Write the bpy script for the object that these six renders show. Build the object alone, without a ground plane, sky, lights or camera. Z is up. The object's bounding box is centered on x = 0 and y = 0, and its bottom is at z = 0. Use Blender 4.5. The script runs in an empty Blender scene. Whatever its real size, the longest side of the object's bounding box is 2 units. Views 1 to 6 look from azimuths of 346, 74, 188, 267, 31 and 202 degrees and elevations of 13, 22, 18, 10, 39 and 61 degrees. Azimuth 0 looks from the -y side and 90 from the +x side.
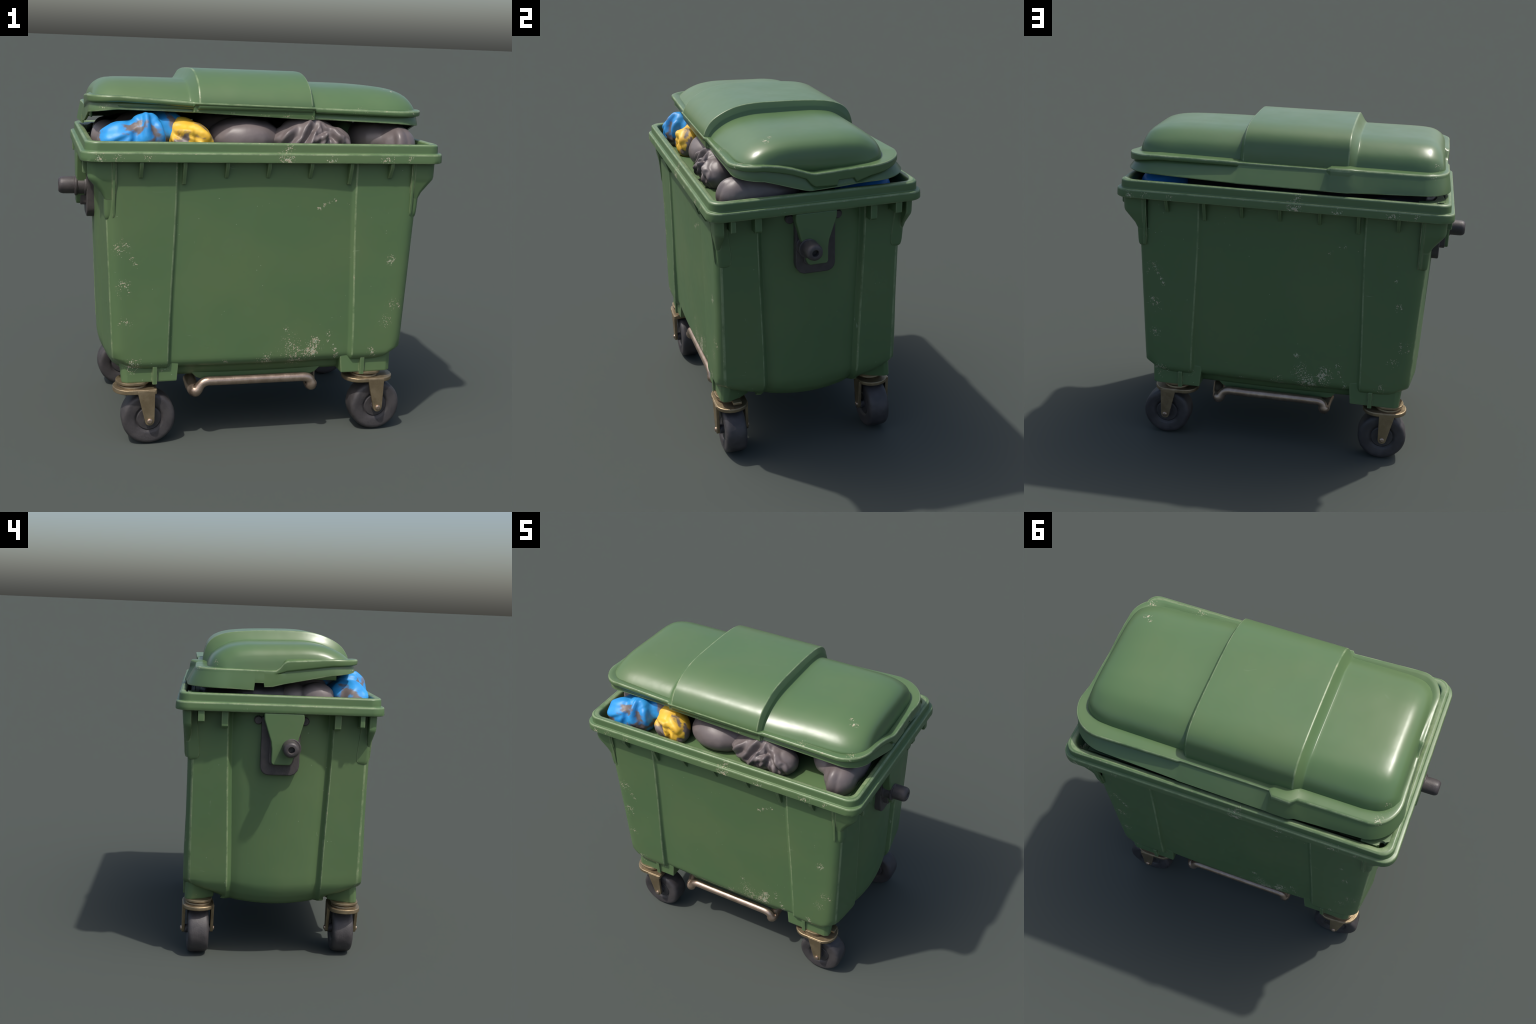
"""Four-wheeled street waste container with an ajar domed lid and bulging rubbish bags."""
import bpy, bmesh, math, random
from mathutils import Vector, Matrix, noise

random.seed(7)
SC = bpy.context.scene

# ------------------------------------------------------------------ helpers
def lerp(a, b, t):
    return a + (b - a) * t

def smooth(a, b, x):
    t = min(1.0, max(0.0, (x - a) / (b - a)))
    return t * t * (3 - 2 * t)

def table(keys, x):
    """piecewise linear lookup in [(x, value), ...]"""
    if x <= keys[0][0]:
        return keys[0][1]
    for (x0, v0), (x1, v1) in zip(keys, keys[1:]):
        if x <= x1:
            return lerp(v0, v1, (x - x0) / (x1 - x0)) if x1 > x0 else v1
    return keys[-1][1]

def soft(keys, x, w=0.035):
    """table with its corners rounded, tightening towards the ends"""
    w = min(w, 0.5 * abs(x - keys[0][0]), 0.5 * abs(x - keys[-1][0])) if keys[0][0] < x < keys[-1][0] else 0
    return sum(table(keys, x + w * k / 3) for k in range(-3, 4)) / 7

def catmull(pts, n):
    """smooth resample of a polyline, evenly in arc length"""
    P = [Vector(p) for p in pts]
    out = []
    for i in range(len(P) - 1):
        p0, p1, p2, p3 = P[max(i - 1, 0)], P[i], P[i + 1], P[min(i + 2, len(P) - 1)]
        for k in range(24):
            t = k / 24
            out.append(0.5 * ((2 * p1) + (p2 - p0) * t + (2 * p0 - 5 * p1 + 4 * p2 - p3) * t * t
                              + (3 * p1 - p0 - 3 * p2 + p3) * t ** 3))
    out.append(P[-1])
    L = [0]
    for a, b in zip(out, out[1:]):
        L.append(L[-1] + (b - a).length)
    res, j = [], 0
    for k in range(n):
        s = L[-1] * k / (n - 1)
        while j < len(L) - 2 and L[j + 1] < s:
            j += 1
        d = L[j + 1] - L[j]
        res.append(out[j].lerp(out[j + 1], (s - L[j]) / d if d else 0))
    return res

def finish(bm, name, mat, parent=None, angle=35, weighted=True):
    bmesh.ops.remove_doubles(bm, verts=bm.verts, dist=1e-5)
    bmesh.ops.recalc_face_normals(bm, faces=bm.faces)
    me = bpy.data.meshes.new(name)
    bm.to_mesh(me)
    bm.free()
    me.polygons.foreach_set("use_smooth", [True] * len(me.polygons))
    me.set_sharp_from_angle(angle=math.radians(angle))
    for m in (mat if isinstance(mat, tuple) else (mat,)):
        me.materials.append(m)
    ob = bpy.data.objects.new(name, me)
    SC.collection.objects.link(ob)
    if parent:
        ob.parent = parent
    if weighted:
        wn = ob.modifiers.new("flat_faces", 'WEIGHTED_NORMAL')
        wn.keep_sharp = True
        wn.weight = 60
    return ob

def loft(bm, rings, closed=True, cap0=False, cap1=False, wrap=False, slot=None):
    """skin a list of rings; slot(ring, column) picks the material slot of each face"""
    V = [[bm.verts.new(p) for p in r] for r in rings]
    n = len(V[0])
    pairs = list(zip(V, V[1:])) + ([(V[-1], V[0])] if wrap else [])
    for k, (a, b) in enumerate(pairs):
        for i in range(n if closed else n - 1):
            j = (i + 1) % n
            f = bm.faces.new((a[i], a[j], b[j], b[i]))
            if slot:
                f.material_index = slot(k, i)
    if cap0:
        bm.faces.new(V[0][::-1])
    if cap1:
        bm.faces.new(V[-1])
    return V

def prism(bm, poly, axis, a, b, bevel=0.004, seg=2, taper=None):
    """extrude a 2D polygon along an axis from a to b. axis x: poly=(y,z), y: (x,z), z: (x,y)"""
    def put(p, h):
        return {'x': (h, p[0], p[1]), 'y': (p[0], h, p[1]), 'z': (p[0], p[1], h)}[axis]
    sub = bmesh.new()
    A = [sub.verts.new(put(p, a)) for p in poly]
    B = [sub.verts.new(put(p, b)) for p in (taper or poly)]
    n = len(poly)
    sub.faces.new(A[::-1])
    sub.faces.new(B)
    for i in range(n):
        j = (i + 1) % n
        sub.faces.new((A[i], A[j], B[j], B[i]))
    bmesh.ops.recalc_face_normals(sub, faces=sub.faces)
    if bevel:
        es = [e for e in sub.edges if e.calc_face_angle(0) > 0.5]
        bmesh.ops.bevel(sub, geom=es, offset=bevel, segments=seg, profile=0.5, affect='EDGES', clamp_overlap=True)
    tmp = bpy.data.meshes.new("tmp")
    sub.to_mesh(tmp)
    sub.free()
    bm.from_mesh(tmp)
    bpy.data.meshes.remove(tmp)

def box(bm, x0, x1, y0, y1, z0, z1, bevel=0.004, seg=2):
    prism(bm, [(x0, y0), (x1, y0), (x1, y1), (x0, y1)], 'z', z0, z1, bevel, seg)

def lathe(bm, prof, centre, axis, n=48):
    """revolve (distance along axis, radius) profile about an axis through centre"""
    c = Vector(centre)
    rings = []
    for h, r in prof:
        ring = []
        for k in range(n):
            a = 2 * math.pi * k / n
            u, v = r * math.cos(a), r * math.sin(a)
            ring.append(c + (Vector((h, u, v)) if axis == 'x' else Vector((u, h, v)) if axis == 'y' else Vector((u, v, h))))
        rings.append(ring)
    loft(bm, rings, True, True, True)

def tube(bm, pts, radius, n=16, squash=1.0):
    pts = [Vector(p) for p in pts]
    rings = []
    up = Vector((0, 0.3, 1)).normalized()
    for i, p in enumerate(pts):
        t = (pts[min(i + 1, len(pts) - 1)] - pts[max(i - 1, 0)]).normalized()
        a = t.cross(up).normalized()
        b = a.cross(t).normalized()
        r = radius(i / (len(pts) - 1)) if callable(radius) else radius
        rings.append([p + a * r * math.cos(2 * math.pi * k / n) + b * r * squash * math.sin(2 * math.pi * k / n) for k in range(n)])
    loft(bm, rings, True, True, True)

# ------------------------------------------------------------------ node material kit
class Mat:
    def __init__(self, name):
        self.m = bpy.data.materials.new(name)
        self.m.use_nodes = True
        self.t = self.m.node_tree
        self.t.nodes.clear()
        self.out = self.t.nodes.new("ShaderNodeOutputMaterial")
        self.b = self.t.nodes.new("ShaderNodeBsdfPrincipled")
        self.t.links.new(self.b.outputs[0], self.out.inputs[0])
        self.tc = self.t.nodes.new("ShaderNodeTexCoord")
    def link(self, a, b):
        self.t.links.new(a, b)
    def val(self, sock, v):
        if isinstance(v, (int, float)):
            sock.default_value = v
        elif isinstance(v, (tuple, list)):
            sock.default_value = (*v, 1.0) if len(v) == 3 and len(sock.default_value) == 4 else v
        else:
            self.link(v, sock)
    def math(self, op, a, b=None, c=None, clamp=False):
        n = self.t.nodes.new("ShaderNodeMath")
        n.operation = op
        n.use_clamp = clamp
        for i, v in enumerate((a, b, c)):
            if v is not None:
                self.val(n.inputs[i], v)
        return n.outputs[0]
    def vmath(self, op, a, b=None):
        n = self.t.nodes.new("ShaderNodeVectorMath")
        n.operation = op
        for i, v in enumerate((a, b)):
            if v is not None:
                self.val(n.inputs[i], v)
        return n.outputs["Value"] if op in ('DISTANCE', 'DOT_PRODUCT', 'LENGTH') else n.outputs[0]
    def noise(self, vec, scale, detail=3.0, rough=0.5, dist=0.0):
        n = self.t.nodes.new("ShaderNodeTexNoise")
        self.val(n.inputs["Vector"], vec)
        n.inputs["Scale"].default_value = scale
        n.inputs["Detail"].default_value = detail
        n.inputs["Roughness"].default_value = rough
        n.inputs["Distortion"].default_value = dist
        return n.outputs["Fac"]
    def voronoi(self, vec, scale, feature='F1', rand=1.0):
        n = self.t.nodes.new("ShaderNodeTexVoronoi")
        n.feature = feature
        self.val(n.inputs["Vector"], vec)
        n.inputs["Scale"].default_value = scale
        n.inputs["Randomness"].default_value = rand
        return n.outputs["Distance"]
    def ramp(self, v, lo, hi):
        n = self.t.nodes.new("ShaderNodeMapRange")
        n.interpolation_type = 'SMOOTHSTEP'
        self.val(n.inputs[0], v)
        n.inputs[1].default_value = lo
        n.inputs[2].default_value = hi
        return n.outputs[0]
    def mix(self, f, a, b):
        n = self.t.nodes.new("ShaderNodeMix")
        n.data_type = 'RGBA'
        self.val(n.inputs[0], f)
        self.val(n.inputs[6], a)
        self.val(n.inputs[7], b)
        return n.outputs[2]
    def scale(self, vec, s):
        n = self.t.nodes.new("ShaderNodeMapping")
        self.val(n.inputs[0], vec)
        n.inputs["Scale"].default_value = s
        return n.outputs[0]
    def bump(self, h, strength, dist=0.01):
        n = self.t.nodes.new("ShaderNodeBump")
        n.inputs["Strength"].default_value = strength
        n.inputs["Distance"].default_value = dist
        self.val(n.inputs["Height"], h)
        return n.outputs[0]
    def set(self, **kw):
        for k, v in kw.items():
            self.val(self.b.inputs[k.replace("_", " ")], v)
    def edges(self, radius):
        """0 on flats, rising on rounded or sharp outer edges"""
        bv = self.t.nodes.new("ShaderNodeBevel")
        bv.samples = 8
        bv.inputs["Radius"].default_value = radius
        g = self.t.nodes.new("ShaderNodeNewGeometry")
        d = self.vmath('DOT_PRODUCT', bv.outputs[0], g.outputs["Normal"])
        convex = self.ramp(g.outputs["Pointiness"], 0.497, 0.507)
        return self.math('MULTIPLY', self.ramp(d, 0.992, 0.93), convex)

GREEN = (0.086, 0.155, 0.064)
GREEN_B = (0.099, 0.161, 0.066)
CHIP = (0.47, 0.385, 0.275)
CHIP_PALE = (0.36, 0.42, 0.30)

def green_plastic(name, rough, splats, scratches, edge_amount):
    """moulded green plastic with scuffs: splats = (x, z, radius, density) on the long walls,
    laid point-symmetrically on the front and the back wall"""
    m = Mat(name)
    P = m.tc.outputs["Object"]
    sep = m.t.nodes.new("ShaderNodeSeparateXYZ")
    m.link(P, sep.inputs[0])
    sgn = m.math('SIGN', sep.outputs[1])
    u = m.math('MULTIPLY', sep.outputs[0], m.math('MULTIPLY', sgn, -1.0))
    cmb = m.t.nodes.new("ShaderNodeCombineXYZ")
    m.link(u, cmb.inputs[0])
    m.link(m.math('ABSOLUTE', sep.outputs[1]), cmb.inputs[1])
    m.link(sep.outputs[2], cmb.inputs[2])
    Q = cmb.outputs[0]
    tone = m.ramp(m.noise(P, 2.2, 4), 0.35, 0.7)
    col = m.mix(tone, GREEN, GREEN_B)
    warp = m.t.nodes.new("ShaderNodeTexNoise")
    m.link(Q, warp.inputs["Vector"])
    warp.inputs["Scale"].default_value = 55
    W = m.vmath('ADD', Q, m.scale(warp.outputs["Color"], (0.016, 0.016, 0.016)))
    fine = m.noise(Q, 95, 3, 0.7)
    mid = m.noise(Q, 38, 6, 0.75, 1.2)
    specks = m.math('SUBTRACT', 1.0, m.math('MULTIPLY', m.voronoi(W, 130), 1.9))
    grit = m.math('ADD', m.math('MULTIPLY', mid, 0.62), m.math('MULTIPLY', specks, 0.34))
    wear = None
    for (*c, r, d) in splats:
        dv = m.t.nodes.new("ShaderNodeVectorMath")
        dv.operation = 'DISTANCE'
        if len(c) == 3:          # one spot in space
            m.link(P, dv.inputs[0])
            dv.inputs[1].default_value = c
        else:                    # on both long walls
            m.link(m.scale(Q, (1, 0, 1)), dv.inputs[0])
            dv.inputs[1].default_value = (c[0], 0, c[1])
        f = m.math('MULTIPLY', m.ramp(dv.outputs["Value"], r, 0.0), d)
        wear = f if wear is None else m.math('MAXIMUM', wear, f)
    if wear is not None:
        wear = m.math('MULTIPLY', wear, m.ramp(m.noise(m.scale(Q, (1, 1, 0.7)), 19, 3, 0.6, 1.5), 0.30, 0.62))
        a = m.ramp(m.math('ADD', grit, m.math('MULTIPLY', wear, 0.46)), 0.622, 0.660)
        a = m.math('MULTIPLY', a, m.ramp(wear, 0.02, 0.2))
        col = m.mix(m.math('MULTIPLY', wear, 0.12), col, (0.13, 0.145, 0.08))
        col = m.mix(m.math('MULTIPLY', a, 0.95), col, m.mix(m.ramp(fine, 0.45, 0.6), CHIP, CHIP_PALE))
    # sparse hair scratches and pits
    for k, (sx, sy, sz) in enumerate(((1, 1, 9), (7, 7, 1.2))):
        st = m.noise(m.scale(Q, (sx * 9, sy * 9, sz * 9)), 1.0, 2, 0.5, 1.2)
        gate = m.ramp(m.noise(Q, 4.5 + k, 2), 0.56, 0.68)
        l = m.math('MULTIPLY', m.ramp(st, 0.74, 0.79), gate)
        col = m.mix(m.math('MULTIPLY', l, scratches), col, CHIP_PALE)
    pit = m.ramp(m.voronoi(Q, 26), 0.075, 0.045)
    pit = m.math('MULTIPLY', pit, m.ramp(m.noise(Q, 7, 2), 0.56, 0.63))
    col = m.mix(m.math('MULTIPLY', pit, scratches * 1.4), col, CHIP_PALE)
    if edge_amount:
        e = m.edges(0.011)
        e = m.math('MULTIPLY', e, m.ramp(m.noise(P, 14, 4, 0.7), 0.30, 0.62))
        col = m.mix(m.math('MULTIPLY', e, edge_amount), col, (0.27, 0.31, 0.17))
    m.set(Base_Color=col, Roughness=m.math('ADD', rough, m.math('MULTIPLY', m.math('SUBTRACT', m.noise(P, 6, 4), 0.5), 0.2)))
    m.b.inputs["Normal"].default_value = (0, 0, 0)
    m.link(m.bump(m.noise(P, 5, 3), 0.10, 0.02), m.b.inputs["Normal"])
    return m.m

SPLATS = [(0.275, 0.475, 0.085, 1.0), (0.19, 0.435, 0.10, 0.95), (0.285, 0.53, 0.05, 0.95), (0.02, 0.425, 0.08, 0.72),
          (-0.19, 0.43, 0.03, 0.9), (0.40, 0.435, 0.04, 0.8), (0.60, 0.455, 0.05, 0.85), (0.36, 0.56, 0.03, 0.8),
          (-0.66, 0.43, 0.08, 0.75), (-0.70, 0.66, 0.06, 0.6), (-0.71, 0.83, 0.07, 0.72), (-0.72, 1.04, 0.08, 0.7),
          (0.67, 0.95, 0.045, 0.85), (0.70, 0.72, 0.07, 0.7), (0.66, 0.62, 0.06, 0.5), (-0.50, 0.42, 0.05, 0.6),
          (0.12, 0.60, 0.03, 0.75), (0.16, 0.50, 0.12, 0.55), (0.64, 1.10, 0.02, 0.7), (0.42, 1.24, 0.015, 0.8)]
for x0, z0, x1, z1 in ((-0.70, 1.05, -0.655, 0.955), (-0.715, 0.86, -0.67, 0.80), (0.69, 0.745, 0.735, 0.70), (0.27, 1.225, 0.35, 1.265), (0.36, 0.52, 0.41, 0.45)):
    SPLATS += [(lerp(x0, x1, t), lerp(z0, z1, t), 0.022, 0.85) for t in (0.0, 0.35, 0.7, 1.0)]
RIM_SPLATS = [(-0.83, 1.475, 0.05, 0.8), (-0.74, 1.475, 0.04, 0.75), (0.07, 1.475, 0.07, 0.95), (0.09, 1.53, 0.04, 0.85),
              (0.30, 1.475, 0.06, 0.75), (0.60, 1.475, 0.07, 0.75), (0.72, 1.48, 0.03, 0.7), (-0.6, 1.48, 0.05, 0.5)]
LID_SPLATS = [(0.726, -0.223, 1.80, 0.040, 1.0), (0.70, -0.20, 1.81, 0.03, 0.9), (-0.17, -0.42, 1.665, 0.035, 0.9), (-0.10, -0.42, 1.665, 0.02, 0.95), (0.0, -0.42, 1.66, 0.05, 0.75),
              (0.10, -0.42, 1.66, 0.05, 0.75), (0.245, -0.42, 1.66, 0.03, 0.9), (0.78, -0.38, 1.70, 0.05, 0.8), (-0.8, -0.40, 1.69, 0.05, 0.7), (0.5, -0.42, 1.71, 0.08, 0.6),
              (-0.78, 0.44, 1.68, 0.05, 0.8), (-0.35, -0.42, 1.68, 0.03, 0.8), (-0.80, 0.36, 1.70, 0.04, 0.8)]
M_BODY = green_plastic("scuffed_green_plastic", 0.46, SPLATS, 0.40, 0.6)
M_RIM = green_plastic("rim_green_plastic", 0.40, RIM_SPLATS, 0.35, 0.7)
M_LID = green_plastic("lid_green_plastic", 0.32, LID_SPLATS, 0.07, 0)

def pale_edge(name, rough, strength):
    """the same green, patchily paler along an edge"""
    m = Mat(name)
    P = m.tc.outputs["Object"]
    base = m.mix(m.ramp(m.noise(P, 2.2, 4), 0.35, 0.7), GREEN, GREEN_B)
    pale_mask = m.ramp(m.noise(P, 11, 5, 0.7), 0.30, 0.62)
    chip = m.ramp(m.noise(P, 60, 4, 0.7), 0.60, 0.66)
    col = m.mix(m.math('MULTIPLY', pale_mask, strength), base, (0.215, 0.285, 0.150))
    col = m.mix(m.math('MULTIPLY', chip, m.math('MULTIPLY', pale_mask, 0.8)), col, (0.36, 0.32, 0.22))
    m.set(Base_Color=col, Roughness=rough)
    return m.m
M_BODY_EDGE = pale_edge("pale_green_edge", 0.45, 0.8)
M_RIM_EDGE = pale_edge("pale_rim_edge", 0.42, 0.75)
M_LID_EDGE = pale_edge("pale_lid_edge", 0.36, 0.9)

def simple(name, a, b, rough, metallic=0.0, scale=8, bump=0.15, edge=None, rough2=None):
    m = Mat(name)
    P = m.tc.outputs["Object"]
    n = m.noise(P, scale, 5, 0.6)
    f = m.noise(P, scale * 9, 3, 0.6)
    col = m.mix(m.ramp(n, 0.35, 0.68), a, b)
    col = m.mix(m.math('MULTIPLY', m.ramp(f, 0.5, 0.75), 0.25), col, b)
    if edge:
        e = m.math('MULTIPLY', m.edges(0.006), m.ramp(m.noise(P, 30, 3), 0.3, 0.6))
        col = m.mix(m.math('MULTIPLY', e, 0.6), col, edge)
    r = m.math('ADD', rough, m.math('MULTIPLY', m.math('SUBTRACT', n, 0.5), 0.3))
    m.set(Base_Color=col, Roughness=r, Metallic=metallic)
    m.link(m.bump(f, bump, 0.004), m.b.inputs["Normal"])
    return m.m

M_RUBBER = simple("worn_black_rubber", (0.040, 0.036, 0.038), (0.062, 0.056, 0.057), 0.55, 0, 14, 0.25, (0.10, 0.09, 0.09))
M_DARK = simple("dark_grey_steel", (0.048, 0.041, 0.042), (0.072, 0.062, 0.060), 0.5, 0, 18, 0.2, (0.12, 0.10, 0.095))
M_BRASS = simple("yellow_zinc_steel", (0.27, 0.205, 0.122), (0.345, 0.268, 0.165), 0.42, 0.74, 22, 0.25, (0.55, 0.43, 0.29))
M_BAR = simple("worn_steel_tube", (0.385, 0.285, 0.215), (0.515, 0.395, 0.310), 0.34, 0.85, 16, 0.2)
M_GREYBAG = simple("grey_bag_film", (0.128, 0.106, 0.105), (0.168, 0.140, 0.137), 0.46, 0, 5, 0.12)
M_DARKBAG = simple("dark_bag_film", (0.030, 0.027, 0.032), (0.045, 0.041, 0.046), 0.40, 0, 5, 0.12)
M_GREENBAG = simple("green_bag_film", (0.10, 0.17, 0.09), (0.15, 0.22, 0.13), 0.35, 0, 6, 0.12)

def smeared_bag(name, a, b, lo, hi, seed, dirt=(0.150, 0.122, 0.115), ground=1.53):
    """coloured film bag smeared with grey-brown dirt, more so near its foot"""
    m = Mat(name)
    P = m.tc.outputs["Object"]
    off = m.t.nodes.new("ShaderNodeVectorMath")
    m.link(P, off.inputs[0])
    off.inputs[1].default_value = (seed, seed * 0.7, -seed)
    sep = m.t.nodes.new("ShaderNodeSeparateXYZ")
    m.link(P, sep.inputs[0])
    low = m.ramp(sep.outputs[2], ground, ground - 0.05)
    n = m.noise(off.outputs[0], 7.0, 4, 0.55, 0.35)
    f = m.ramp(m.math('ADD', n, m.math('MULTIPLY', low, 0.17)), lo, hi)
    col = m.mix(m.ramp(m.noise(P, 11, 3), 0.35, 0.65), a, b)
    col = m.mix(f, col, dirt)
    m.set(Base_Color=col, Roughness=0.48)
    m.link(m.bump(m.noise(P, 60, 3), 0.10, 0.004), m.b.inputs["Normal"])
    return m.m

M_BLUEBAG = smeared_bag("blue_bag_film", (0.020, 0.245, 0.60), (0.030, 0.30, 0.68), 0.545, 0.63, 3.1, ground=1.57)
M_YELLOWBAG = smeared_bag("yellow_bag_film", (0.72, 0.42, 0.035), (0.80, 0.50, 0.05), 0.52, 0.60, 8.4, ground=1.55)

# ------------------------------------------------------------------ the container
root = bpy.data.objects.new("wheeled_waste_container", None)
SC.collection.objects.link(root)
root["label"] = "scuffed green four-wheeled street waste container with domed lid"
root["category"] = "waste container"

YC = -0.010          # the tub sits slightly forward of the rim centre
HY = 0.510           # half depth of the tub
CORNER = 0.042

def column_x(ay, z):
    """end face of a corner column, ay = distance from the tub centre line"""
    return lerp(0.760 + 0.042 * (z - 0.43), 0.788 + 0.032 * (z - 0.43), (0.478 - ay) / 0.193)

def panel_x(ay, z, g):
    """bulging middle panel of the end wall, g = half width of the panel"""
    t = ay / g
    return lerp(0.801 + 0.034 * (z - 0.43), column_x(g, z) - 0.027, t * t)

def tub_outline(z, ix=0.0, iy=0.0):
    """plan outline of the tub: raised corner columns beside recessed or bulging middle panels"""
    hy = HY - iy
    gx = lerp(0.470, 0.440, smooth(0.4, 1.4, z))
    gy = lerp(0.268, 0.290, smooth(0.4, 1.4, z))
    step = 0.013 * (1 - smooth(1.36, 1.44, z) * 0.5)
    foot = 0.008 * smooth(0.95, 0.55, z)            # columns stand further proud towards the foot
    q = []
    for k in range(7):
        q.append((gx * (k / 6.0) * 0.985, hy - step + 0.010 * (1 - (k / 6.0) ** 2)))
    for dx, f in ((0.0, 0.96), (0.006, 0.70), (0.013, 0.25), (0.018, 0.04), (0.022, 0.0)):
        q.append((gx + dx, hy - step * f + foot * (1 - f)))
    e = column_x(0.478, z) - ix                 # hard vertical edge between front curve and end face
    for k in range(1, 4):
        q.append((lerp(gx + 0.024, e - 0.080, k / 3), hy + foot))
    for dx, dy in ((0.060, 0.0006), (0.042, 0.0024), (0.027, 0.0070), (0.014, 0.0140), (0.005, 0.0225)):
        q.append((e - dx, hy - dy + foot * (1 - dy / 0.03)))
    q.append((e, hy - 0.029))
    q.append((e + 0.0015, hy - 0.035))
    for k in range(1, 6):
        y = lerp(hy - 0.035, gy + 0.006, k / 5)
        q.append((column_x(y, z) - ix, y))
    for dy, f in ((0.001, 0.04), (-0.004, 0.25), (-0.016, 0.78), (-0.022, 0.97), (-0.026, 1.0)):
        q.append((lerp(column_x(gy, z), panel_x(gy, z, gy), f) - ix, gy + dy))
    for k in range(1, 9):
        y = (gy - 0.026) * (1 - k / 8)
        q.append((panel_x(y, z, gy) - ix, y))
    # the lower corners are cut off diagonally to make room for the caster feet
    if z < 0.468:
        lim = 0.150 - (0.468 - z) * 1.15
        r = []
        for x, y in q:
            d = (x + ix - 0.67) + (y + iy - 0.42)
            if d > lim and x > 0.5 and y > 0.3:
                x, y = x - (d - lim) / 2, y - (d - lim) / 2
            r.append((x, y))
        q = r
    sag = (lambda x, y: 0.022 * smooth(0.52, 0.40, z) * max(0, 1 - (y / gy) ** 2) * smooth(0.5, 0.75, x))
    global EDGE_COLUMNS
    n = len(q) - 1
    mark = lambda j: 9 <= j <= 10 or j in (19, 20) or 26 <= j <= 27
    order_q = list(range(n)) + list(range(n - 1, -1, -1))
    EDGE_COLUMNS = {i for i, j in enumerate(order_q + order_q) if mark(j)}
    loop = [(x, y, y) for x, y in q[:-1]] + [(x, -y, y) for x, y in q[::-1][:-1]] + \
           [(-x, -y, y) for x, y in q[:-1]] + [(-x, y, y) for x, y in q[::-1][:-1]]
    return [(x, y + YC, z - sag(abs(x), ay)) for x, y, ay in loop]

bm = bmesh.new()
levels = [(1.47, 0, 0), (1.40, 0, 0), (1.25, 0, 0), (1.05, 0, 0), (0.85, 0, 0), (0.65, 0, 0), (0.52, 0, 0), (0.475, 0.001, 0),
          (0.455, 0.005, 0.0), (0.44, 0.010, 0.002), (0.425, 0.016, 0.008), (0.412, 0.023, 0.020), (0.404, 0.028, 0.034),
          (0.398, 0.033, 0.050), (0.382, 0.045, 0.060), (0.365, 0.060, 0.068), (0.350, 0.078, 0.078), (0.338, 0.105, 0.10), (0.330, 0.15, 0.13),
          (0.325, 0.20, 0.16), (0.322, 0.30, 0.22)]
loft(bm, [tub_outline(z, ix, iy) for z, ix, iy in levels], True, False, True, slot=lambda k, i: 1 if i in EDGE_COLUMNS and k < 9 else 0)
body = finish(bm, "tub", (M_BODY, M_BODY_EDGE), root, 40)

# inner floor of the tub, just under the rim
bm = bmesh.new()
box(bm, -0.80, 0.80, -0.495, 0.475, 1.455, 1.472, 0)
finish(bm, "inner_ledge", M_BODY, root)

# rim --------------------------------------------------------------
def rounded_rect(hx, hy, r, z, n=8, straight=10):
    pts = []
    for cx, cy, a0 in ((hx - r, hy - r, 0), (-hx + r, hy - r, 90), (-hx + r, -hy + r, 180), (hx - r, -hy + r, 270)):
        for k in range(n + 1):
            a = math.radians(a0 + 90 * k / n)
            pts.append((cx + r * math.cos(a), cy + r * math.sin(a), z))
    return pts

bm = bmesh.new()
rim_profile = [(0.800, 0.500, 1.454, .05), (0.901, 0.560, 1.454, .07), (0.909, 0.567, 1.4555, .075), (0.913, 0.571, 1.4595, .077),
               (0.9135, 0.5705, 1.474, .077),
               (0.912, 0.569, 1.494, .076), (0.9105, 0.5675, 1.500, .075), (0.907, 0.564, 1.503, .073), (0.894, 0.5545, 1.5035, .068),
               (0.8925, 0.553, 1.505, .067), (0.892, 0.5525, 1.509, .066), (0.891, 0.5515, 1.538, .066), (0.889, 0.5495, 1.545, .065),
               (0.880, 0.5445, 1.5495, .062), (0.874, 0.538, 1.5510, .060), (0.860, 0.524, 1.5490, .055), (0.853, 0.517, 1.545, .05),
               (0.849, 0.513, 1.537, .048), (0.846, 0.510, 1.52, .046), (0.838, 0.502, 1.468, .045), (0.79, 0.48, 1.462, .04)]
loft(bm, [rounded_rect(*p[:2], p[3], p[2]) for p in rim_profile], True, slot=lambda k, i: 1 if k in (2, 5, 6, 12, 14, 15) else 0)
rim = finish(bm, "rim", (M_RIM, M_RIM_EDGE), root, 50)
# drain hole with a raised seat in the rear left corner of the rim
bm = bmesh.new()
prism(bm, [(-0.80, 0.508), (-0.862, 0.46), (-0.845, 0.30), (-0.83, 0.30), (-0.80, 0.44), (-0.72, 0.475), (-0.72, 0.508)], 'z', 1.50, 1.5465, 0.003)
gusset = finish(bm, "corner_gusset", M_RIM, root)
bm = bmesh.new()
lathe(bm, [(-0.06, 0.0155), (0.03, 0.0155)], (-0.826, 0.488, 1.5465), 'z', 28)
drill = finish(bm, "drill", M_RIM, root)
cut = gusset.modifiers.new("drain_hole", 'BOOLEAN')
cut.object = drill
cut.operation = 'DIFFERENCE'
cut.solver = 'EXACT'
gusset.modifiers.move(1, 0)
dg = bpy.context.evaluated_depsgraph_get()
drilled = bpy.data.meshes.new_from_object(gusset.evaluated_get(dg))
gusset.modifiers.clear()
gusset.data = drilled
drilled.name = "corner_gusset"
bpy.data.objects.remove(drill)

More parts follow.
